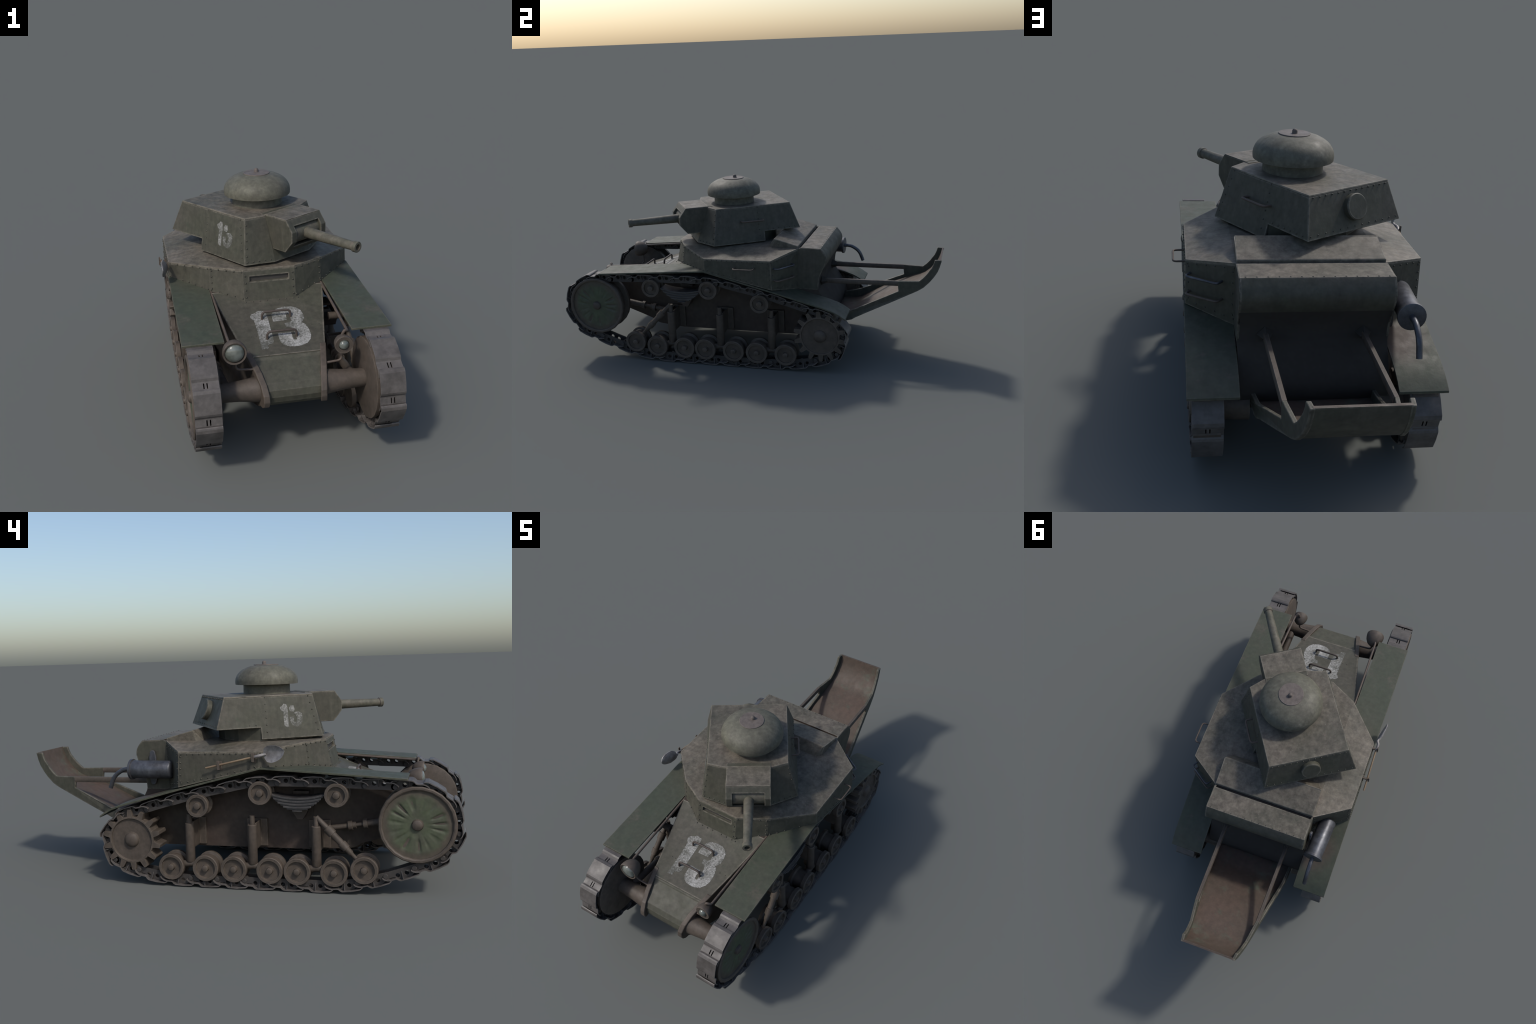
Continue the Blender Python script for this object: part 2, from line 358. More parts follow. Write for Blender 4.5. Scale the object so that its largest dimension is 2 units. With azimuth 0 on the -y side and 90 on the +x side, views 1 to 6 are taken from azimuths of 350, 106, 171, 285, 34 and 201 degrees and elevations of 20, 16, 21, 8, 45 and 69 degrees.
# rivets on the superstructure
R = Build()
front_n = Vector((0, -0.978, 0.21))
def plate_rivets(i, j, mirror, top_n, low_n, edge_rows):
    for s in ((1, -1) if mirror else (1,)):
        def P(k, t):
            xt, yt, zt, yb, zb, xb = ring[k]
            return Vector((X(s, xb), yb, zb)).lerp(Vector((X(s, xt), yt, zt)), t)
        def Q(u, t): return P(i, t).lerp(P(j, t), u)
        nrm = (P(j, 0) - P(i, 0)).cross(P(i, 1) - P(i, 0)).normalized() * s
        for t, cnt in ((0.92, top_n), (0.10, low_n)):
            for k in range(cnt): R.dome(Q(0.04 + 0.92 * k / max(1, cnt - 1), t), nrm, 0.0034, 0.0034)
        for u, cnt in edge_rows:
            for k in range(cnt): R.dome(Q(u, 0.16 + 0.70 * k / (cnt - 1)), nrm, 0.0034, 0.0034)
plate_rivets(0, 1, True, 5, 5, ((0.94, 4),))
plate_rivets(1, 2, True, 6, 7, ())
plate_rivets(2, 3, True, 13, 12, ((0.05, 3), (0.97, 5)))
plate_rivets(3, 4, True, 6, 6, ((0.06, 5), (0.94, 5)))
for s in (-1, 1):
    for k in range(4):
        t = 0.14 + 0.22 * k
        R.dome((X(s, 0.098), -0.433 + 0.028 * t, 0.483 + 0.13 * t), front_n, 0.0034, 0.0034)
for x in (-0.107, -0.077, -0.048, -0.019, 0.031, 0.060, 0.090, 0.11):
    R.dome(on_glacis(x, 0.072, 0.0015), gn, 0.0036, 0.0036)
for x, s in ((0.128, 0.235), (0.158, 0.235), (-0.12, 0.27), (-0.10, 0.27)):
    R.dome(on_glacis(x, s, 0.0015), gn, 0.003, 0.002)
for k in range(14):
    R.dome((X(-1, 0.22) + 0.44 * k / 13, 0.397, 0.6202), (0, 0, 1), 0.003, 0.002)
R.out("hull_rivets", RIVET, smooth=60, kind="stuff")

# ------------------------------------------------------------------ glacis handles and number
handle("hatch_handle", on_glacis(-0.060, 0.178), on_glacis(0.055, 0.178), gn * 0.030 - gs * 0.012, corner=0.02, r=0.0048, mat=DARKROD)
handle("hatch_handle", on_glacis(-0.061, 0.294), on_glacis(0.055, 0.294), gn * 0.030 - gs * 0.012, corner=0.02, r=0.0048, mat=DARKROD)

def decal(name, polys, place, parent=None, t=0.0009, paint=None):
    bm = bmesh.new()
    for poly in polys:
        lowr = [bm.verts.new(place(a, b, 0)) for a, b in poly]; upr = [bm.verts.new(place(a, b, t)) for a, b in poly]
        n = len(poly)
        bm.faces.new(upr); bm.faces.new(lowr[::-1])
        for i in range(n): bm.faces.new((lowr[i], lowr[(i + 1) % n], upr[(i + 1) % n], upr[i]))
    bmesh.ops.recalc_face_normals(bm, faces=bm.faces)
    bmesh.ops.triangulate(bm, faces=bm.faces)
    me = bpy.data.meshes.new(name); bm.to_mesh(me); bm.free(); me.materials.append(paint or WHITE)
    return link(bpy.data.objects.new(name, me), parent)

one = [(-0.070, 0.131), (-0.040, 0.136), (-0.036, 0.18), (-0.037, 0.239), (-0.038, 0.300), (-0.042, 0.322), (-0.066, 0.330), (-0.066, 0.349), (-0.092, 0.351),
       (-0.091, 0.29), (-0.091, 0.231), (-0.093, 0.180), (-0.106, 0.168), (-0.100, 0.150), (-0.082, 0.142)]
three = [(-0.019, 0.200), (-0.017, 0.16), (-0.006, 0.139), (0.012, 0.127), (0.04, 0.122), (0.066, 0.123), (0.088, 0.132), (0.103, 0.15), (0.109, 0.175),
         (0.108, 0.197), (0.098, 0.215), (0.090, 0.22), (0.104, 0.233), (0.112, 0.262), (0.112, 0.299), (0.104, 0.322), (0.088, 0.341), (0.064, 0.352),
         (0.038, 0.354), (0.013, 0.350), (-0.006, 0.337), (-0.014, 0.318), (-0.015, 0.270), (0.038, 0.271), (0.039, 0.316), (0.053, 0.316), (0.052, 0.258),
         (0.042, 0.241), (0.026, 0.238), (0.023, 0.217), (0.045, 0.214), (0.054, 0.205), (0.055, 0.170), (0.049, 0.16), (0.040, 0.162), (0.036, 0.200)]
def ragged(poly, amp, seed):
    out = []
    for i, (a, b) in enumerate(poly):
        c, d = poly[(i + 1) % len(poly)]
        k = max(1, int(hypot(c - a, d - b) / 0.003))
        for j in range(k):
            t = j / k; h = sin((a + (c - a) * t) * 977 + seed) * cos((b + (d - b) * t) * 1311 + seed * 2)
            out.append((a + (c - a) * t + amp * h, b + (d - b) * t + amp * sin(h * 9 + seed)))
    return out
decal("white_number", [ragged(one, 0.0016, 1), ragged(three, 0.0012, 2)], lambda a, b, h: on_glacis(a, b - 0.004, 0.0015 + h))

# ------------------------------------------------------------------ turret
ANG = rad(32.5)
AX = Vector((0.008, -0.107, 0))
shell_pts_top = [(-0.208, -0.150), (-0.120, -0.176), (0.077, -0.178), (0.157, -0.150), (0.1545, 0.2545), (-0.211, 0.2545)]
shell_pts_low = [(-0.244, -0.184), (-0.126, -0.240), (0.075, -0.242), (0.203, -0.182), (0.190, 0.300), (-0.243, 0.300)]
ZT, ZF, ZB, STEP = 0.810, 0.624, 0.674, 0.100
def wall_at(i, z, zlow): 
    return None
# walls: the front part reaches lower than the rear overhang
def lerp2(a, b, t): return (a[0] + (b[0] - a[0]) * t, a[1] + (b[1] - a[1]) * t)
ztop = ZT - PL
kf = 1 - (ztop - ZF) / (ZT - ZF)
topw = [lerp2(t, l, (ZT - ztop) / (ZT - (ZF if i < 4 else ZB))) for i, (t, l) in enumerate(zip(shell_pts_top, shell_pts_low))]
F = [(x, y, ZF) for x, y in shell_pts_low[:4]]
Rr = [(x, y, ZB) for x, y in shell_pts_low[4:]]
def side_x(s, y, z):      # side wall plane of the turret
    return (-0.2085 - (ZT - z) * 0.188) if s < 0 else (0.1560 + (ZT - z) * 0.245)
verts = [(x, y, ztop) for x, y in topw] + F + [
    (side_x(1, 0, ZF), STEP, ZF), (side_x(1, 0, ZB), STEP, ZB), (0.190, 0.300, ZB), (-0.243, 0.300, ZB), (side_x(-1, 0, ZB), STEP, ZB), (side_x(-1, 0, ZF), STEP, ZF)]
# indices: 0-5 top ring, 6-9 front low, 10 step low +, 11 step up +, 12 rear +, 13 rear -, 14 step up -, 15 step low -
faces = [(0, 1, 7, 6), (1, 2, 8, 7), (2, 3, 9, 8), (3, 9, 10, 11, 12, 4), (4, 12, 13, 5), (0, 6, 15, 14, 13, 5), (10, 15, 14, 11), (11, 14, 13, 12), (6, 7, 8, 9, 10, 15), (0, 1, 2, 3, 4, 5)]
turret = make("turret", verts, faces, OLIVE, bevel=0.002)
turret.location = AX; turret.rotation_euler = (0, 0, ANG)
topr = [(x, y, ZT) for x, y in shell_pts_top]
Build().loft([[(x, y, ztop + 0.0002) for x, y in topw], topr]).out("turret_roof", DUSTY, parent=turret, bevel=0.0015)
# turret race: a faceted drum under the rear overhang
race = [(-0.2325, 0.0985), (-0.165, 0.180), (-0.07, 0.215), (0.03, 0.215), (0.12, 0.180), (0.186, 0.0985), (0.17, -0.15), (-0.20, -0.15)]
Build().loft([[(x, y, z) for x, y in race] for z in (0.616, ZB + 0.002)]).out("turret_race", OLIVE, parent=turret)
Build().turn([(0.600, 0.185), (0.630, 0.185)], (-0.02, -0.02, 0), "z", 32).out("turret_ring", DARKSLOT, parent=turret, smooth=40)

# gun mantlet
ML, MR = -0.119, 0.079
mant = [(-0.150, 0.8125), (-0.297, 0.8115), (-0.331, 0.766), (-0.331, 0.724), (-0.291, 0.676), (-0.150, 0.676)]
mantlet = Build().prism(mant, ML, MR).out("gun_mantlet", OLIVE, parent=turret)
mantlet.parent = None
cut(mantlet, (ML + 0.028, -0.36, 0.699), (MR - 0.028, -0.270, 0.786), OLIVE)
mantlet.parent = turret
m = mantlet.modifiers.new("edge_round", "BEVEL"); m.width = 0.002; m.segments = 2; m.limit_method = "ANGLE"; m.angle_limit = rad(28)
Build().box((ML + 0.001, -0.296, 0.8120), (MR - 0.001, -0.172, 0.8138)).out("mantlet_roof", DUSTY, parent=turret, bevel=0.0008)
Build().turn([(ML + 0.0275, 0.040), (MR - 0.0275, 0.040)], (0, -0.282, 0.744), "x", 20).out("gun_trunnion", GUN, parent=turret, smooth=40)
barrel = [(0.29, 0.0230), (0.33, 0.0230), (0.45, 0.0205), (0.56, 0.0180), (0.566, 0.0180), (0.568, 0.0222), (0.584, 0.0222), (0.586, 0.0205), (0.586, 0.0120), (0.50, 0.0110)]
Build().turn(barrel, (-0.019, 0, 0.744), "y", 20, flip=-1).out("gun_barrel", GUN, parent=turret, smooth=35)
Build().turn([(0.505, 0.0109), (0.51, 0.0109)], (-0.019, 0, 0.744), "y", 16, flip=-1).out("gun_bore_disc", DARKSLOT, parent=turret)  # solid dark disc set inside the hollow muzzle end

# cupola: its centre lies a little ahead of the lifting pin
DC = Vector((-0.0054, -0.0084, 0))
Build().turn([(0.806, 0.107), (0.858, 0.106)], DC, "z", 40).out("cupola_neck", DOME, parent=turret, smooth=40)
domep = [(0.853, 0.100), (0.8525, 0.1385), (0.853, 0.1420), (0.866, 0.1430), (0.880, 0.1413), (0.892, 0.1365), (0.902, 0.1300), (0.911, 0.1215), (0.920, 0.1090), (0.928, 0.0930), (0.934, 0.0760), (0.938, 0.0570), (0.9395, 0.030), (0.940, 0.0)]
Build().turn(domep, DC, "z", 40).out("cupola_dome", DOME, parent=turret, smooth=40)
Build().turn([(0.930, 0.056), (0.9405, 0.056), (0.9415, 0.055), (0.942, 0.0)], DC, "z", 32).out("cupola_cap", CAP, parent=turret, smooth=40)
Build().turn([(0.940, 0.0098), (0.951, 0.0095), (0.956, 0.007), (0.9575, 0.002)], (0, -0.001, 0), "z", 14).out("cupola_pin", CAP, parent=turret, smooth=60)

# rear pistol-port plug
tilt = atan2(0.300 - 0.2545, ZT - ZB)
pn = Vector((0, cos(tilt), sin(tilt)))
pc = Vector((-0.030, 0.2545 + (ZT - 0.747) * math.tan(tilt), 0.747))
q = pn.to_track_quat("Z", "Y")
Build().loft([[pc + q @ Vector((r * cos(2 * pi * i / 24), r * sin(2 * pi * i / 24), h)) for i in range(24)] for h, r in ((-0.004, 0.045), (0.019, 0.045), (0.022, 0.042))]).out("rear_port_plug", OLIVE, parent=turret, smooth=30)
# turret grab handle on the right wall
to_local = lambda P: Matrix.Rotation(-ANG, 4, "Z") @ (Vector(P) - AX)
ha, hb = Vector((side_x(1, 0, 0.735), -0.024, 0.735)), Vector((side_x(1, 0, 0.735), 0.094, 0.735))
handle("turret_handle", ha, hb, (0.033, 0, 0.003), parent=turret, r=0.0045)
# turret rivets
R = Build()
def side_rivet(s, y, z):
    nrm = Vector((s, 0, 0.2)); R.dome((side_x(s, y, z), y, z), nrm, 0.0034, 0.0034)
for s in (-1, 1):
    for z in (0.801, 0.772, 0.743, 0.714, 0.685, 0.655): side_rivet(s, 0.073, z)
    for k in range(6): side_rivet(s, 0.121 + 0.030 * k, 0.685)
    for k in range(6): side_rivet(s, -0.127 - 0.007 * k, 0.801 - 0.0295 * k)
for s, (a, b) in ((1, (0, 1)), (-1, (3, 2))):
    A0, A1 = Vector((*shell_pts_low[a], ZF)), Vector((*shell_pts_low[b], ZF)); T0, T1 = Vector((*topw[a], ztop)), Vector((*topw[b], ztop))
    nrm = ((A1 - A0).cross(T0 - A0)).normalized()
    if nrm.y > 0: nrm = -nrm
    for k in range(5): R.dome(A0.lerp(A1, 0.08 + 0.2 * k).lerp(T0.lerp(T1, 0.08 + 0.2 * k), 0.07), nrm, 0.0034, 0.0034)
    for k in range(5): R.dome(A0.lerp(A1, 0.07).lerp(T0.lerp(T1, 0.07), 0.2 + 0.17 * k), nrm, 0.0034, 0.0034)
A0, A1 = Vector((*shell_pts_low[1], ZF)), Vector((*shell_pts_low[2], ZF))
for k in range(7): R.dome((ML + 0.012 + 0.029 * k, -0.170, ZT + 0.0005), (0, 0, 1), 0.0032, 0.0024)
for k in range(13):
    R.dome((-0.195 + 0.335 * k / 12, 0.2595, 0.800), pn, 0.003, 0.0025); R.dome((-0.225 + 0.40 * k / 12, 0.2955, 0.687), pn, 0.003, 0.0025)
R.out("turret_rivets", RIVET, smooth=60, parent=turret, kind="stuff")
# number on the left wall; coordinates: forward along the wall, up the wall
wu = Vector((0.034, 0, 0.1865)).normalized(); wn = Vector((-0.984, 0, 0.18)).normalized()
def on_wall(f, u, h): return Vector((side_x(-1, 0, ZF), 0, ZF)) + Vector((0, -f, 0)) + wu * u + wn * (h + 0.0004)
t_one = [(-0.007, 0.132), (0.003, 0.141), (0.012, 0.150), (0.023, 0.146), (0.027, 0.138), (0.028, 0.050), (0.019, 0.047), (0.007, 0.055), (0.006, 0.112), (-0.003, 0.121)]
t_three = [(0.052, 0.104), (0.060, 0.112), (0.077, 0.113), (0.090, 0.105), (0.094, 0.09), (0.090, 0.066), (0.080, 0.052), (0.063, 0.047), (0.045, 0.054),
           (0.036, 0.068), (0.035, 0.09), (0.052, 0.092), (0.054, 0.068), (0.064, 0.068), (0.068, 0.086), (0.062, 0.1)]
t_cap = [(0.034, 0.130), (0.037, 0.116), (0.056, 0.115), (0.060, 0.124), (0.055, 0.140), (0.042, 0.141)]
decal("white_number", [ragged(t_one, 0.0012, 3), ragged(t_three, 0.001, 4), ragged(t_cap, 0.001, 5)], on_wall, parent=turret, paint=FADED)

# ------------------------------------------------------------------ fenders
fender_line = [(-0.774, 0.4825), (-0.60, 0.4945), (-0.40, 0.508), (-0.178, 0.5225), (0.000, 0.476), (0.175, 0.431), (0.280, 0.402), (0.365, 0.378),
               (0.440, 0.358), (0.494, 0.339), (0.525, 0.3225), (0.552, 0.304)]
def fender(s):
    up = [(y, z + 0.002) for y, z in fender_line]; dn = [(y, z - 0.006) for y, z in fender_line[::-1]]
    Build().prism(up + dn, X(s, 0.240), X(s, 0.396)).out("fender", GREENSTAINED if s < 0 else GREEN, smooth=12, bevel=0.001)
both(fender)

# ------------------------------------------------------------------ running gear
WX = 0.3325                                  # middle of the track
def spool(r, outer=0.380, inner=0.287, face=0.77, hub=0.0140):
    """A double-rimmed wheel: profile of (distance from the tank's middle, radius)."""
    return [(inner, 0.012), (inner, r * 0.97), (inner + 0.003, r), (inner + 0.017, r), (inner + 0.021, r * 0.80), (outer - 0.025, r * 0.80), (outer - 0.021, r),
            (outer - 0.003, r), (outer, r * 0.96), (outer - 0.001, r * face), (outer - 0.012, r * (face - 0.02)), (outer - 0.0135, hub * 1.15),
            (outer - 0.006, hub), (outer + 0.004, hub * 0.9), (outer + 0.006, hub * 0.5), (outer + 0.006, 0.0)]
def wheel_mesh(name, prof, seg, mat):
    o = Build().turn(prof, (0, 0, 0), "x", seg).out(name, mat, smooth=32)
    me = o.data; bpy.data.objects.remove(o); return me
def place(me, name, s, y, z, spin=0.0, parent=None):
    o = link(bpy.data.objects.new(name, me), parent)
    o.location = (X0, y, z); o.rotation_euler = (spin, 0, 0 if s > 0 else pi)
    return o
road = wheel_mesh("road_wheel", spool(0.0575), 22, BROWN)
roller = wheel_mesh("return_roller", spool(0.050, 0.380, 0.300, face=0.74, hub=0.0150), 20, BROWN)
IDY, IDZ, SPY, SPZ = -0.811, 0.296, 0.417, 0.198
wheels = [(-0.598, 0.101), (-0.474, 0.084), (-0.319, 0.084), (-0.202, 0.084), (-0.045, 0.084), (0.081, 0.084), (0.236, 0.084)]
rollers = [(-0.488, 0.410), (-0.168, 0.414), (0.107, 0.355)]
for s in (-1, 1):
    for i, (y, z) in enumerate(wheels): place(road, "road_wheel", s, y, z, 0.3 * i)
    for i, (y, z) in enumerate(rollers): place(roller, "return_roller", s, y, z, 0.4 * i)

# idler: a drum with two rims; its outer face is dished, green and ribbed
idr = 0.1555
idler_prof = [(0.279, 0.03), (0.279, idr * 0.96), (0.282, idr), (0.299, idr), (0.303, idr * 0.86), (0.362, idr * 0.86), (0.366, idr), (0.380, idr), (0.384, idr * 0.975),
              (0.384, idr * 0.93), (0.381, idr * 0.90), (0.371, idr * 0.885), (0.370, 0.02)]
idler = wheel_mesh("idler_wheel", idler_prof, 24, BROWN)
def idler_face_mesh():
    seg, v, f = 96, [], []
    radii = [0.0, 0.026, 0.050, 0.058, 0.064, 0.072, 0.082, 0.092, 0.102, 0.109, 0.116, 0.126, 0.139]
    seg = 144
    for k, r in enumerate(radii):
        for i in range(seg):
            t = 2 * pi * i / seg
            groove = max(0.0, sin(15 * t + 1.3 * sin(2 * t) + 0.8 * sin(5 * t))) ** 1.1 * (0.62 + 0.38 * sin(3 * t + 1))
            env = max(0.0, 1 - ((r - 0.086) / 0.031) ** 4)
            raised = 0.0012 if 0.055 < r < 0.117 else 0.0
            v.append((0.3735 + raised - groove * 0.0064 * env, r * cos(t), r * sin(t)))
    for k in range(len(radii) - 1):
        for i in range(seg): f.append((k * seg + i, k * seg + (i + 1) % seg, (k + 1) * seg + (i + 1) % seg, (k + 1) * seg + i))
    o = make("idler_face", v, f, IDLERGREEN, smooth=60)
    bm = bmesh.new(); bm.from_mesh(o.data); bmesh.ops.remove_doubles(bm, verts=bm.verts, dist=1e-5)
    bmesh.ops.recalc_face_normals(bm, faces=bm.faces); bm.to_mesh(o.data); bm.free()
    me = o.data; bpy.data.objects.remove(o); return me
iface = idler_face_mesh()
ihub = wheel_mesh("idler_hub", [(0.368, 0.025), (0.377, 0.0235), (0.384, 0.020), (0.388, 0.013), (0.3895, 0.002)], 16, BROWN)
# sprocket: a broad gear with 14 teeth and a dished face
def sprocket_mesh():
    B = Build()
    B.turn([(0.290, 0.03), (0.290, 0.103), (0.372, 0.1035), (0.3755, 0.102), (0.376, 0.096), (0.3725, 0.0935), (0.3665, 0.0925), (0.3655, 0.05), (0.366, 0.034), (0.372, 0.0325),
            (0.379, 0.027), (0.384, 0.016), (0.385, 0.002)], (0, 0, 0), "x", 40)
    for k in range(14):
        a = 2 * pi * (k + 0.5) / 14
        ca, sa = cos(a), sin(a)
        rows = []
        for x, sc in ((0.293, 0.9), (0.297, 1.0), (0.371, 1.0), (0.3752, 0.9)):
            rows.append([Vector((x, r * ca - w * sc * sa, r * sa + w * sc * ca)) for r, w in ((0.097, -0.0155), (0.108, -0.0130), (0.120, -0.0112), (0.1315, -0.0092), (0.1345, -0.006), (0.1345, 0.006), (0.1315, 0.0092), (0.120, 0.0112), (0.108, 0.0130), (0.097, 0.0155))])
        B.loft(rows)
    o = B.out("drive_sprocket", BROWN, smooth=30); me = o.data; bpy.data.objects.remove(o); return me
sprocket = sprocket_mesh()
for s in (-1, 1):
    w = place(idler, "idler_wheel", s, IDY, IDZ)
    for me, nm in ((iface, "idler_face"), (ihub, "idler_hub")):
        c = bpy.data.objects.new(nm, me); link(c, w)
    place(sprocket, "drive_sprocket", s, SPY, SPZ, rad(2))

# ------------------------------------------------------------------ tracks
PITCH = 0.1185
def track_line():
    """Convex line of hinge centres round idler, rollers, sprocket and road wheels."""
    circ = [(IDY - 0.007, IDZ - 0.008, 0.1545), (SPY + 0.003, SPZ - 0.009, 0.1185)] + [(y, z, 0.050) for y, z in wheels] + [(y, z, 0.0435) for y, z in rollers]
    pts = [(y + r * cos(2 * pi * i / 240), z + r * sin(2 * pi * i / 240)) for y, z, r in circ for i in range(240)]
    pts.sort()
    def half(seq):
        h = []
        for p in seq:
            while len(h) > 1 and (h[-1][0] - h[-2][0]) * (p[1] - h[-2][1]) - (h[-1][1] - h[-2][1]) * (p[0] - h[-2][0]) <= 0: h.pop()
            h.append(p)
        return h
    hull = half(pts)[:-1] + half(pts[::-1])[:-1]          # counter-clockwise in (y, z): bottom goes +y, top goes -y
    return hull
line = track_line()
seglen = [hypot(b[0] - a[0], b[1] - a[1]) for a, b in zip(line, line[1:] + line[:1])]
LOOP = sum(seglen)
def at(s):
    s %= LOOP
    for (a, b), l in zip(zip(line, line[1:] + line[:1]), seglen):
        if s <= l: return (a[0] + (b[0] - a[0]) * s / l, a[1] + (b[1] - a[1]) * s / l)
        s -= l
    return line[0]
NL = round(LOOP / PITCH)
print("track loop", LOOP, "links", NL, "pitch", LOOP / NL)
# phase: one hinge sits on the top run at y = -0.243
best = min((abs(at(k * LOOP / 4000)[0] + 0.243) + (at(k * LOOP / 4000)[1] < 0.4), k) for k in range(4000))[1]
S0 = best * LOOP / 4000
P = LOOP / NL
hinges = [at(S0 + i * P) for i in range(NL)]

def link_mesh():
    """One cast track link, hinge at the origin, running along +s (local y), outer side up (local z)."""
    B = Build(); X1, X2 = -0.0475, 0.0475
    prof = [(-0.0225, 0.0180), (-0.019, 0.0225), (-0.009, 0.0290), (0.030, 0.0332), (0.065, 0.0325), (0.072, 0.0290), (0.080, 0.0212), (0.085, 0.0205), (0.107, 0.0205), (0.117, 0.0180), (0.128, 0.0120), (0.134, 0.0050)]
    T = 0.0042
    def strip(i, xa, xb):
        (a, b), (c, d) = prof[i], prof[i + 1]
        B.prism([(a, b), (c, d), (c, d - T), (a, b - T)], xa, xb)
    pads = len(B.f)
    B.loft([[(x, a, b) for x in (X1, X2)] + [(x, a, b - T) for x in (X2, X1)] for a, b in prof[:8]])
    for xa, xb in ((X1, -0.0085), (-0.0035, 0.0035), (0.0085, X2)): strip(7, xa, xb)
    B.loft([[(x, a, b) for x in (X1, X2)] + [(x, a, b - T) for x in (X2, X1)] for a, b in prof[8:]])
    npad = len(B.f)
    # side bars with two holes each
    def bar(x0, x1):
        outline = []
        for t in range(-90, -271, -20): outline.append((-0.004 + 0.0145 * cos(rad(t)), 0.0145 * sin(rad(t))))
        up = [(0.0, 0.0145), (0.02, 0.027), (0.062, 0.028), (0.088, 0.013), (P - 0.012, 0.0125)]
        low = [(P + 0.002, 0.004), (P + 0.002, -0.010), (P - 0.012, -0.0135), (0.060, -0.0135), (0.02, -0.0145)]
        outer = outline + up[1:] + low
        bm = bmesh.new()
        loops = [outer] + [[(cx + 0.0095 * cos(2 * pi * k / 14), 0.010 + 0.0095 * sin(2 * pi * k / 14)) for k in range(14)] for cx in (0.035, 0.073)]
        edges = []
        for lp in loops:
            vs = [bm.verts.new((x0, a, b)) for a, b in lp]
            edges += [bm.edges.new((vs[i], vs[(i + 1) % len(vs)])) for i in range(len(vs))]
        bmesh.ops.triangle_fill(bm, use_beauty=True, edges=edges)
        ext = bmesh.ops.extrude_face_region(bm, geom=bm.faces[:])
        bmesh.ops.translate(bm, vec=(x1 - x0, 0, 0), verts=[e for e in ext["geom"] if isinstance(e, bmesh.types.BMVert)])
        bm.verts.index_update()
        B.add([v.co.copy() for v in bm.verts], [tuple(v.index for v in f.verts) for f in bm.faces]); bm.free()
    bar(0.022, 0.0285); bar(-0.0285, -0.022)
    B.turn([(-0.037, 0.0085), (-0.036, 0.0105), (0.036, 0.0105), (0.037, 0.0085)], (0, 0, 0), "x", 12)
    for sx in (-1, 1):                        # gussets between bar and pad edge
        a, b = sorted((sx * 0.028, sx * 0.044))
        hi = [(0.052, 0.030), (0.055, 0.030), (0.055, 0.0), (0.052, 0.0)]
        B.prism(hi, a, b) if False else B.add([(sx * 0.028, 0.052, 0.030), (sx * 0.028, 0.0555, 0.030), (sx * 0.028, 0.0555, -0.004), (sx * 0.028, 0.052, -0.004),
                                               (sx * 0.045, 0.052, 0.030), (sx * 0.045, 0.0555, 0.030), (sx * 0.042, 0.0555, 0.022), (sx * 0.042, 0.052, 0.022)],
                                              [(0, 1, 2, 3), (7, 6, 5, 4), (0, 4, 5, 1), (1, 5, 6, 2), (2, 6, 7, 3), (3, 7, 4, 0)])
    o = B.out("track_link", [TRACK, TRACKDARK], smooth=14)
    for i, p in enumerate(o.data.polygons):
        if i >= npad: p.material_index = 1
    me = o.data; bpy.data.objects.remove(o); return me
link_me = link_mesh()
for s in (-1, 1):
    for i, (y, z) in enumerate(hinges):
        ny, nz = hinges[(i + 1) % NL]
        d = Vector((0, ny - y, nz - z)).normalized()
        o = link(bpy.data.objects.new("track_link", link_me))
        up = Vector((1, 0, 0)).cross(d)      # outside of the loop
        if up.dot(Vector((0, y, z)) - Vector((0, -0.2, 0.25))) < 0: up = -up
        xax = d.cross(up)
        M = Matrix((xax, d, up)).transposed().to_4x4(); M.translation = (X(s, WX), y, z)
        o.matrix_basis = M

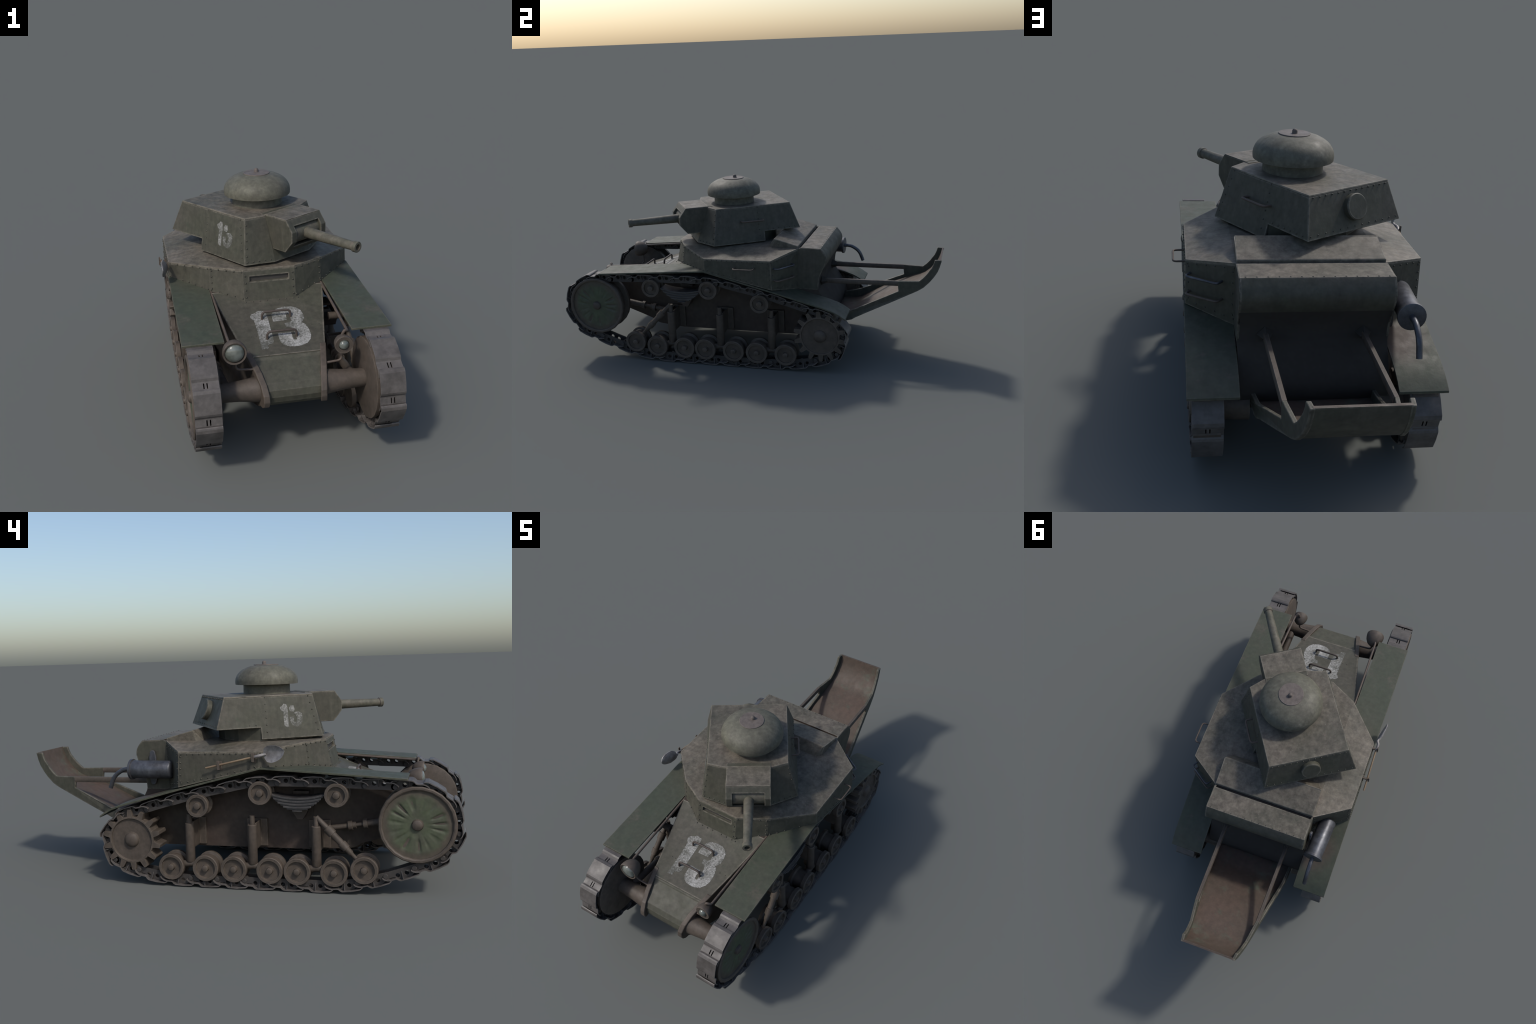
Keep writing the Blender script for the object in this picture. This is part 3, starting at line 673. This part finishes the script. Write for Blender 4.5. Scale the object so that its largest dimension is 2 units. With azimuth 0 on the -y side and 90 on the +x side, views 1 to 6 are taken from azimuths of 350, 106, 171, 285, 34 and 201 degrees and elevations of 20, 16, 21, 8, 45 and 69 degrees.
# ------------------------------------------------------------------ suspension
columns = [-0.397, -0.1225, 0.158]
def suspension(s):
    for i, y in enumerate(columns):
        B = Build()
        B.turn([(0.102, 0.018), (0.106, 0.0205), (0.271, 0.0195), (0.273, 0.0175), (0.273, 0.010)], (X(s, 0.338), y, 0), "z", 18)
        B.out("spring_column", BROWN, smooth=40)
        Build().rod((X(s, 0.336), y, 0.26), (X(s, 0.336), y, 0.312), 0.0115, seg=14).out("spring_column_pin", BROWN, smooth=40)
        B = Build()
        B.box((min(X(s, 0.235), X(s, 0.253)), y - 0.046, 0.161), (max(X(s, 0.235), X(s, 0.253)), y + 0.046, 0.281))
        for yo in (-0.014, 0.014):
            B.prism([(y + yo - 0.003, 0.278), (y + yo + 0.003, 0.278), (y + yo + 0.003, 0.165), (y + yo - 0.003, 0.165)], X(s, 0.240), X(s, 0.335))
        B.prism([(y - 0.014, 0.268), (y + 0.014, 0.268), (y + 0.014, 0.160), (y - 0.014, 0.160)], X(s, 0.24), X(s, 0.33))
        B.out("spring_column_bracket", BROWN, bevel=0.0015)
        B = Build()                            # bogie beam and axles
        B.tube([(X(s, 0.333), y - 0.077, 0.084), (X(s, 0.338), y - 0.03, 0.090), (X(s, 0.338), y, 0.095), (X(s, 0.338), y + 0.03, 0.090), (X(s, 0.333), y + 0.077, 0.084)], 0.016, 10)
        for yo in (-0.077, 0.077): B.rod((X(s, 0.30), y + yo, 0.084), (X(s, 0.36), y + yo, 0.084), 0.015)
        B.out("bogie_beam", BROWN, smooth=40)
    # front strut from the first column down to the leading wheel
    a, b = Vector((X(s, 0.336), -0.398, 0.312)), Vector((X(s, 0.346), -0.578, 0.126))
    L = (b - a).length; d = (b - a) / L
    prof = [(0.0, 0.010), (0.045, 0.0115), (0.062, 0.0125), (0.063, 0.020), (0.098, 0.0195), (0.099, 0.0145), (0.150, 0.0145), (0.151, 0.0185), (0.180, 0.0175), (0.181, 0.013), (0.205, 0.012), (0.212, 0.0085), (0.238, 0.0085), (0.240, 0.0125), (L, 0.0125)]
    q = d.to_track_quat("Z", "Y")
    Build().loft([[a + q @ Vector((r * cos(2 * pi * i / 14), r * sin(2 * pi * i / 14), t)) for i in range(14)] for t, r in prof]).out("front_strut", BROWN, smooth=35)
    # idler tensioner
    a, b = Vector((X(s, 0.252), -0.41, 0.243)), Vector((X(s, 0.243), -0.80, 0.298))
    L = (b - a).length; q = (b - a).to_track_quat("Z", "Y")
    prof = [(0.0, 0.012), (0.100, 0.0115), (0.110, 0.0115), (0.111, 0.021), (0.128, 0.021), (0.129, 0.0145), (0.143, 0.0145), (0.144, 0.0085), (0.174, 0.0085), (0.175, 0.021), (0.191, 0.021), (0.192, 0.0145), (0.26, 0.0165), (L, 0.0185)]
    Build().loft([[a + q @ Vector((r * cos(2 * pi * i / 14), r * sin(2 * pi * i / 14), t)) for i in range(14)] for t, r in prof]).out("track_tensioner", BROWN, smooth=35)
    # idler axle: a tapering tube out of the nose
    Build().turn([(0.105, 0.049), (0.125, 0.0480), (0.14, 0.046), (0.20, 0.0385), (0.281, 0.0340)], (X0, IDY, IDZ), "x", 24, flip=s).out("idler_axle", BROWN, smooth=40)
    Build().turn([(0.20, 0.05), (0.292, 0.045)], (X0, SPY, SPZ), "x", 20, flip=s).out("sprocket_axle", BROWN, smooth=40)
    for y, z in rollers:
        Build().turn([(0.23, 0.016), (0.302, 0.014)], (X0, y, z), "x", 14, flip=s).out("roller_axle", BROWN, smooth=40)
    # leaf spring under the return rollers
    yc = -0.323
    spring = None
    for i in range(8):
        t = i / 7
        half = 0.044 + 0.070 * (1 - t ** 1.25) ** 0.9
        z0 = 0.3900 - 0.0062 * i
        pts = [(yc - half + 2 * half * k / 10) for k in range(11)]
        zz = lambda y: z0 + 0.016 * ((y - yc) / 0.11) ** 2
        poly = [(y, zz(y) + 0.0036) for y in pts] + [(y, zz(y) - 0.0036) for y in pts[::-1]]
        inset = 0.004 * (i % 2)
        Build().prism(poly, X(s, 0.292 + inset), X(s, 0.364 - inset)).out("spring_leaf", LEAF, bevel=0.001)
    Build().box((min(X(s, 0.288), X(s, 0.366)), yc - 0.020, 0.3375), (max(X(s, 0.288), X(s, 0.366)), yc + 0.020, 0.3420)).out("spring_clamp", LEAF, bevel=0.001)
    Build().box((min(X(s, 0.23), X(s, 0.275)), yc - 0.034, 0.397), (max(X(s, 0.23), X(s, 0.275)), yc + 0.034, 0.409)).out("spring_saddle", HULLBROWN, bevel=0.001)
    Build().prism([(yc - 0.037, 0.336), (yc + 0.037, 0.336), (yc + 0.012, 0.293), (yc - 0.012, 0.293)], X(s, 0.234), X(s, 0.306)).out("spring_bracket", HULLBROWN, bevel=0.001)
both(suspension)

# ------------------------------------------------------------------ headlamps
def lamp(name, c, r, deep, lens):
    c = Vector(c)
    shell = Build().turn([(0.006, r * lens), (-0.0005, r * (lens + 0.03)), (-0.002, r * 0.95), (0.003, r), (deep * 0.25, r * 0.985), (deep * 0.5, r * 0.90), (deep * 0.75, r * 0.70), (deep * 0.93, r * 0.40), (deep, r * 0.06)], c, "y", 24).out(name, BROWN, smooth=50)
    g = Build().turn([(0.008, r * lens), (0.002, r * lens * 0.97), (-0.005, r * lens * 0.82), (-0.010, r * lens * 0.52), (-0.0125, r * 0.05)], c, "y", 24).out(name + "_glass", GLASS, smooth=70, parent=shell)
lamp("headlamp", (-0.214, -0.822, 0.457), 0.0455, 0.068, 0.80)
lamp("headlamp", (0.196, -0.813, 0.440), 0.0355, 0.055, 0.56)
Build().tube(fillet([(-0.210, -0.785, 0.425), (-0.207, -0.785, 0.372), (-0.140, -0.785, 0.366)], 0.016), 0.0045).out("lamp_bracket", BARE, smooth=50)
Build().tube(fillet([(0.196, -0.782, 0.415), (0.196, -0.785, 0.365), (0.130, -0.785, 0.360)], 0.018), 0.0045).out("lamp_bracket", BARE, smooth=50)
Build().tube(fillet([(-0.238, -0.345, 0.506), (-0.228, -0.765, 0.477), (-0.214, -0.780, 0.480)], 0.012), 0.0055).out("lamp_conduit", BARE, smooth=50)
Build().tube(fillet([(0.230, -0.345, 0.506), (0.219, -0.778, 0.477), (0.204, -0.790, 0.492), (0.196, -0.785, 0.470)], 0.012), 0.0055).out("lamp_conduit", BARE, smooth=50)

# ------------------------------------------------------------------ hull grab handles (right side)
handle("hull_handle", (X(1, 0.391), -0.010, 0.550), (X(1, 0.391), 0.094, 0.550), (0.0395, 0, 0), r=0.0036)
def rear_side(u, z):
    a, b = Vector((X(1, 0.392), 0.179, z)), Vector((X(1, 0.238), 0.284, z)); return a.lerp(b, u)
rn = Vector((0.105, 0.154, 0)).normalized()
handle("hull_handle", rear_side(0.10, 0.548), rear_side(0.74, 0.548), rn * 0.030, r=0.0042, mat=EXHAUST)
handle("hull_handle", rear_side(0.10, 0.486), rear_side(0.74, 0.486), rn * 0.030, r=0.0042)

# ------------------------------------------------------------------ shovel on the left side
h0, h1 = Vector((-0.420, 0.049, 0.524)), Vector((-0.413, -0.160, 0.571))
shovel = Build().tube([h0, h0.lerp(h1, 0.5), h1], 0.0042, 8).out("shovel_handle", WOOD, smooth=50)
ax = (h1 - h0).normalized(); ax = Vector((-0.10, ax.y, ax.z)).normalized(); side = Vector((0, 0.22, 0.97)); side = (side - ax * side.dot(ax)).normalized(); outn = ax.cross(side)
if outn.x > 0: outn = -outn
nk = h1 + Vector((0.007, -0.028, 0.006))
Build().tube([h1 - ax * 0.01, h1 + ax * 0.004 + Vector((-0.002, 0, 0)), h1 + ax * 0.02, nk + ax * 0.004, nk + ax * 0.02], [0.0052, 0.0062, 0.0068, 0.007, 0.004], 10).out("shovel_socket", BLADE, smooth=60, parent=shovel)
bs, LB, HW = nk + ax * 0.008 - Vector((0, 0, 0.003)), 0.096, 0.0355
vv, ff = [], []
NU, NV = 14, 10
for side_h in (0.0, -0.0025):
    for i in range(NU + 1):
        u = i / NU
        w = HW * (0.80 + 0.2 * min(1, u * 5)) * (1 - max(0, (u - 0.30) / 0.70) ** 2.4) ** 0.62 if u < 1 else HW * 0.04
        for j in range(NV + 1):
            t = -1 + 2 * j / NV
            p = bs + ax * (LB * u + (0.012 * t * t * (1 - u) if u < 0.3 else 0)) + side * (w * t) + outn * (0.013 * t * t * (w / HW) + 0.010 * u * u - 0.004 * (1 - u) + side_h)
            vv.append(p)
M1 = (NU + 1) * (NV + 1)
for i in range(NU):
    for j in range(NV):
        a = i * (NV + 1) + j; f = (a, a + 1, a + NV + 2, a + NV + 1)
        ff.append(f); ff.append(tuple(k + M1 for k in f[::-1]))
border = [j for j in range(NV)] + [i * (NV + 1) + NV for i in range(NU)] + [NU * (NV + 1) + j for j in range(NV, 0, -1)] + [i * (NV + 1) for i in range(NU, 0, -1)]
for a, b in zip(border, border[1:] + border[:1]): ff.append((b, a, a + M1, b + M1))
make("shovel_blade", vv, ff, BLADE, smooth=50, parent=shovel)
for t in (0.27, 0.97):
    p = h0.lerp(h1, t)
    B = Build()
    B.box((-0.398, p.y - 0.0045, p.z - 0.006), (p.x - 0.006, p.y + 0.0045, p.z + 0.003))
    B.box((p.x - 0.010, p.y - 0.0055, p.z - 0.019), (p.x - 0.005, p.y + 0.0055, p.z + 0.019))
    B.box((-0.4005, p.y - 0.008, p.z - 0.024), (-0.395, p.y + 0.008, p.z + 0.014))
    B.out("shovel_clip", BROWN, bevel=0.001)

# ------------------------------------------------------------------ exhaust (left side)
ea, eb = Vector((-0.308, 0.236, 0.500)), Vector((-0.297, 0.424, 0.499))
ed = (eb - ea).normalized(); q = ed.to_track_quat("Z", "Y"); L = (eb - ea).length
prof = [(0.0, 0.028), (0.004, 0.036), (0.010, 0.0395), (L, 0.0395), (L + 0.001, 0.0455), (L + 0.011, 0.0455), (L + 0.0125, 0.043), (L + 0.0125, 0.010)]
muf = Build().loft([[ea + q @ Vector((r * cos(2 * pi * i / 28), r * sin(2 * pi * i / 28), t)) for i in range(28)] for t, r in prof]).out("exhaust_muffler", EXHAUST, smooth=35)
e0 = eb + ed * 0.008
Build().tube(fillet([e0, e0 + Vector((0, 0.040, 0.000)), e0 + Vector((0, 0.088, -0.030)), Vector((-0.296, 0.541, 0.413))], 0.05, 8), 0.0098, 12).out("exhaust_pipe", EXHAUST, smooth=50, parent=muf)
strap = [(0.336, 0.572), (0.343, 0.578), (0.352, 0.578), (0.359, 0.572), (0.364, 0.545), (0.362, 0.445), (0.360, 0.432), (0.354, 0.425), (0.342, 0.425), (0.336, 0.432), (0.332, 0.445), (0.331, 0.545)]
Build().prism(strap, -0.252, -0.262).out("exhaust_strap", EXHAUST, parent=muf, bevel=0.002)

# ------------------------------------------------------------------ tail skid
def tail_x(y): return 0.127 + 0.142 * (1.0 - y) if y > 0.5 else 0.198
lowp = [(0.430, 0.216), (0.520, 0.224), (0.550, 0.230), (0.572, 0.243), (0.64, 0.275), (0.75, 0.325), (0.85, 0.372), (0.884, 0.388), (0.912, 0.405), (0.940, 0.432), (0.962, 0.459), (0.980, 0.487), (0.991, 0.515), (0.999, 0.545), (1.000, 0.550)]
upp = [(0.966, 0.551), (0.960, 0.530), (0.951, 0.510), (0.928, 0.478), (0.910, 0.458), (0.890, 0.440), (0.786, 0.440), (0.785, 0.416), (0.788, 0.387), (0.66, 0.330), (0.545, 0.279), (0.430, 0.252)]
TT = 0.0135
def tail_side(s):
    f = lambda off: (lambda y, z: X(s, tail_x(y) - off))
    Build().prism(lowp + upp, f(TT), f(0.0)).out("tail_side_plate", OLIVE, bevel=0.0025)
    Build().rod((X(s, 0.155), 0.388, 0.428), (X(s, 0.152), 0.42, 0.427), 0.026, 0.013, seg=4).out("tail_rod_foot", REARDARK, bevel=0.002)
    B = Build()
    B.loft([[(X(s, x + dx), y, 0.4275 + dz) for dx, dz in ((-0.0085, -0.008), (-0.006, -0.0125), (0.006, -0.0125), (0.0085, -0.008), (0.0085, 0.008), (0.006, 0.0125), (-0.006, 0.0125), (-0.0085, 0.008))] for y, x in ((0.40, 0.1535), (0.60, 0.152), (0.787, 0.1505))])
    B.out("tail_rod", BROWN, smooth=30)
both(tail_side)
floor_up = [(y - 0.006 * 0.5, z + 0.008) for y, z in lowp]
rows = []
for k in range(len(lowp)):
    y, z = lowp[k]; a = lowp[max(k - 1, 0)]; b = lowp[min(k + 1, len(lowp) - 1)]
    t = Vector((b[0] - a[0], b[1] - a[1])).normalized(); nrm = Vector((-t.y, t.x))
    w = tail_x(y) - 0.008
    up_ = 0.006 + 0.019 * min(1.0, max(0.0, (y - 0.56) / 0.17)) if y < 0.80 else 0.025 - 0.015 * min(1.0, (y - 0.80) / 0.13)
    lo_, hi_ = Vector((y, z)) + nrm * min(0.002 + (up_ - 0.010) * 0.5, 0.006), Vector((y, z)) + nrm * up_
    rows.append([(X0 - w, lo_.x, lo_.y), (X0 + w, lo_.x, lo_.y), (X0 + w, hi_.x, hi_.y), (X0 - w, hi_.x, hi_.y)])
B = Build().loft(rows)
tray = B.out("tail_tray", [TRAYBROWN, OLIVE], smooth=30)
for p in tray.data.polygons:
    if p.normal.dot(Vector((0, 0.4, -0.9))) > 0.3: p.material_index = 1

# ------------------------------------------------------------------ small hull details
def sidebits(s):
    B = Build()                                # fender support strip along the hull
    for (y0, z0), (y1, z1) in zip(fender_line[2:7], fender_line[3:8]):
        B.prism([(y0, z0 - 0.003), (y1, z1 - 0.003), (y1, z1 - 0.012), (y0, z0 - 0.012)], X(s, 0.236), X(s, 0.246))
    B.out("fender_rail", HULLBROWN)
both(sidebits)
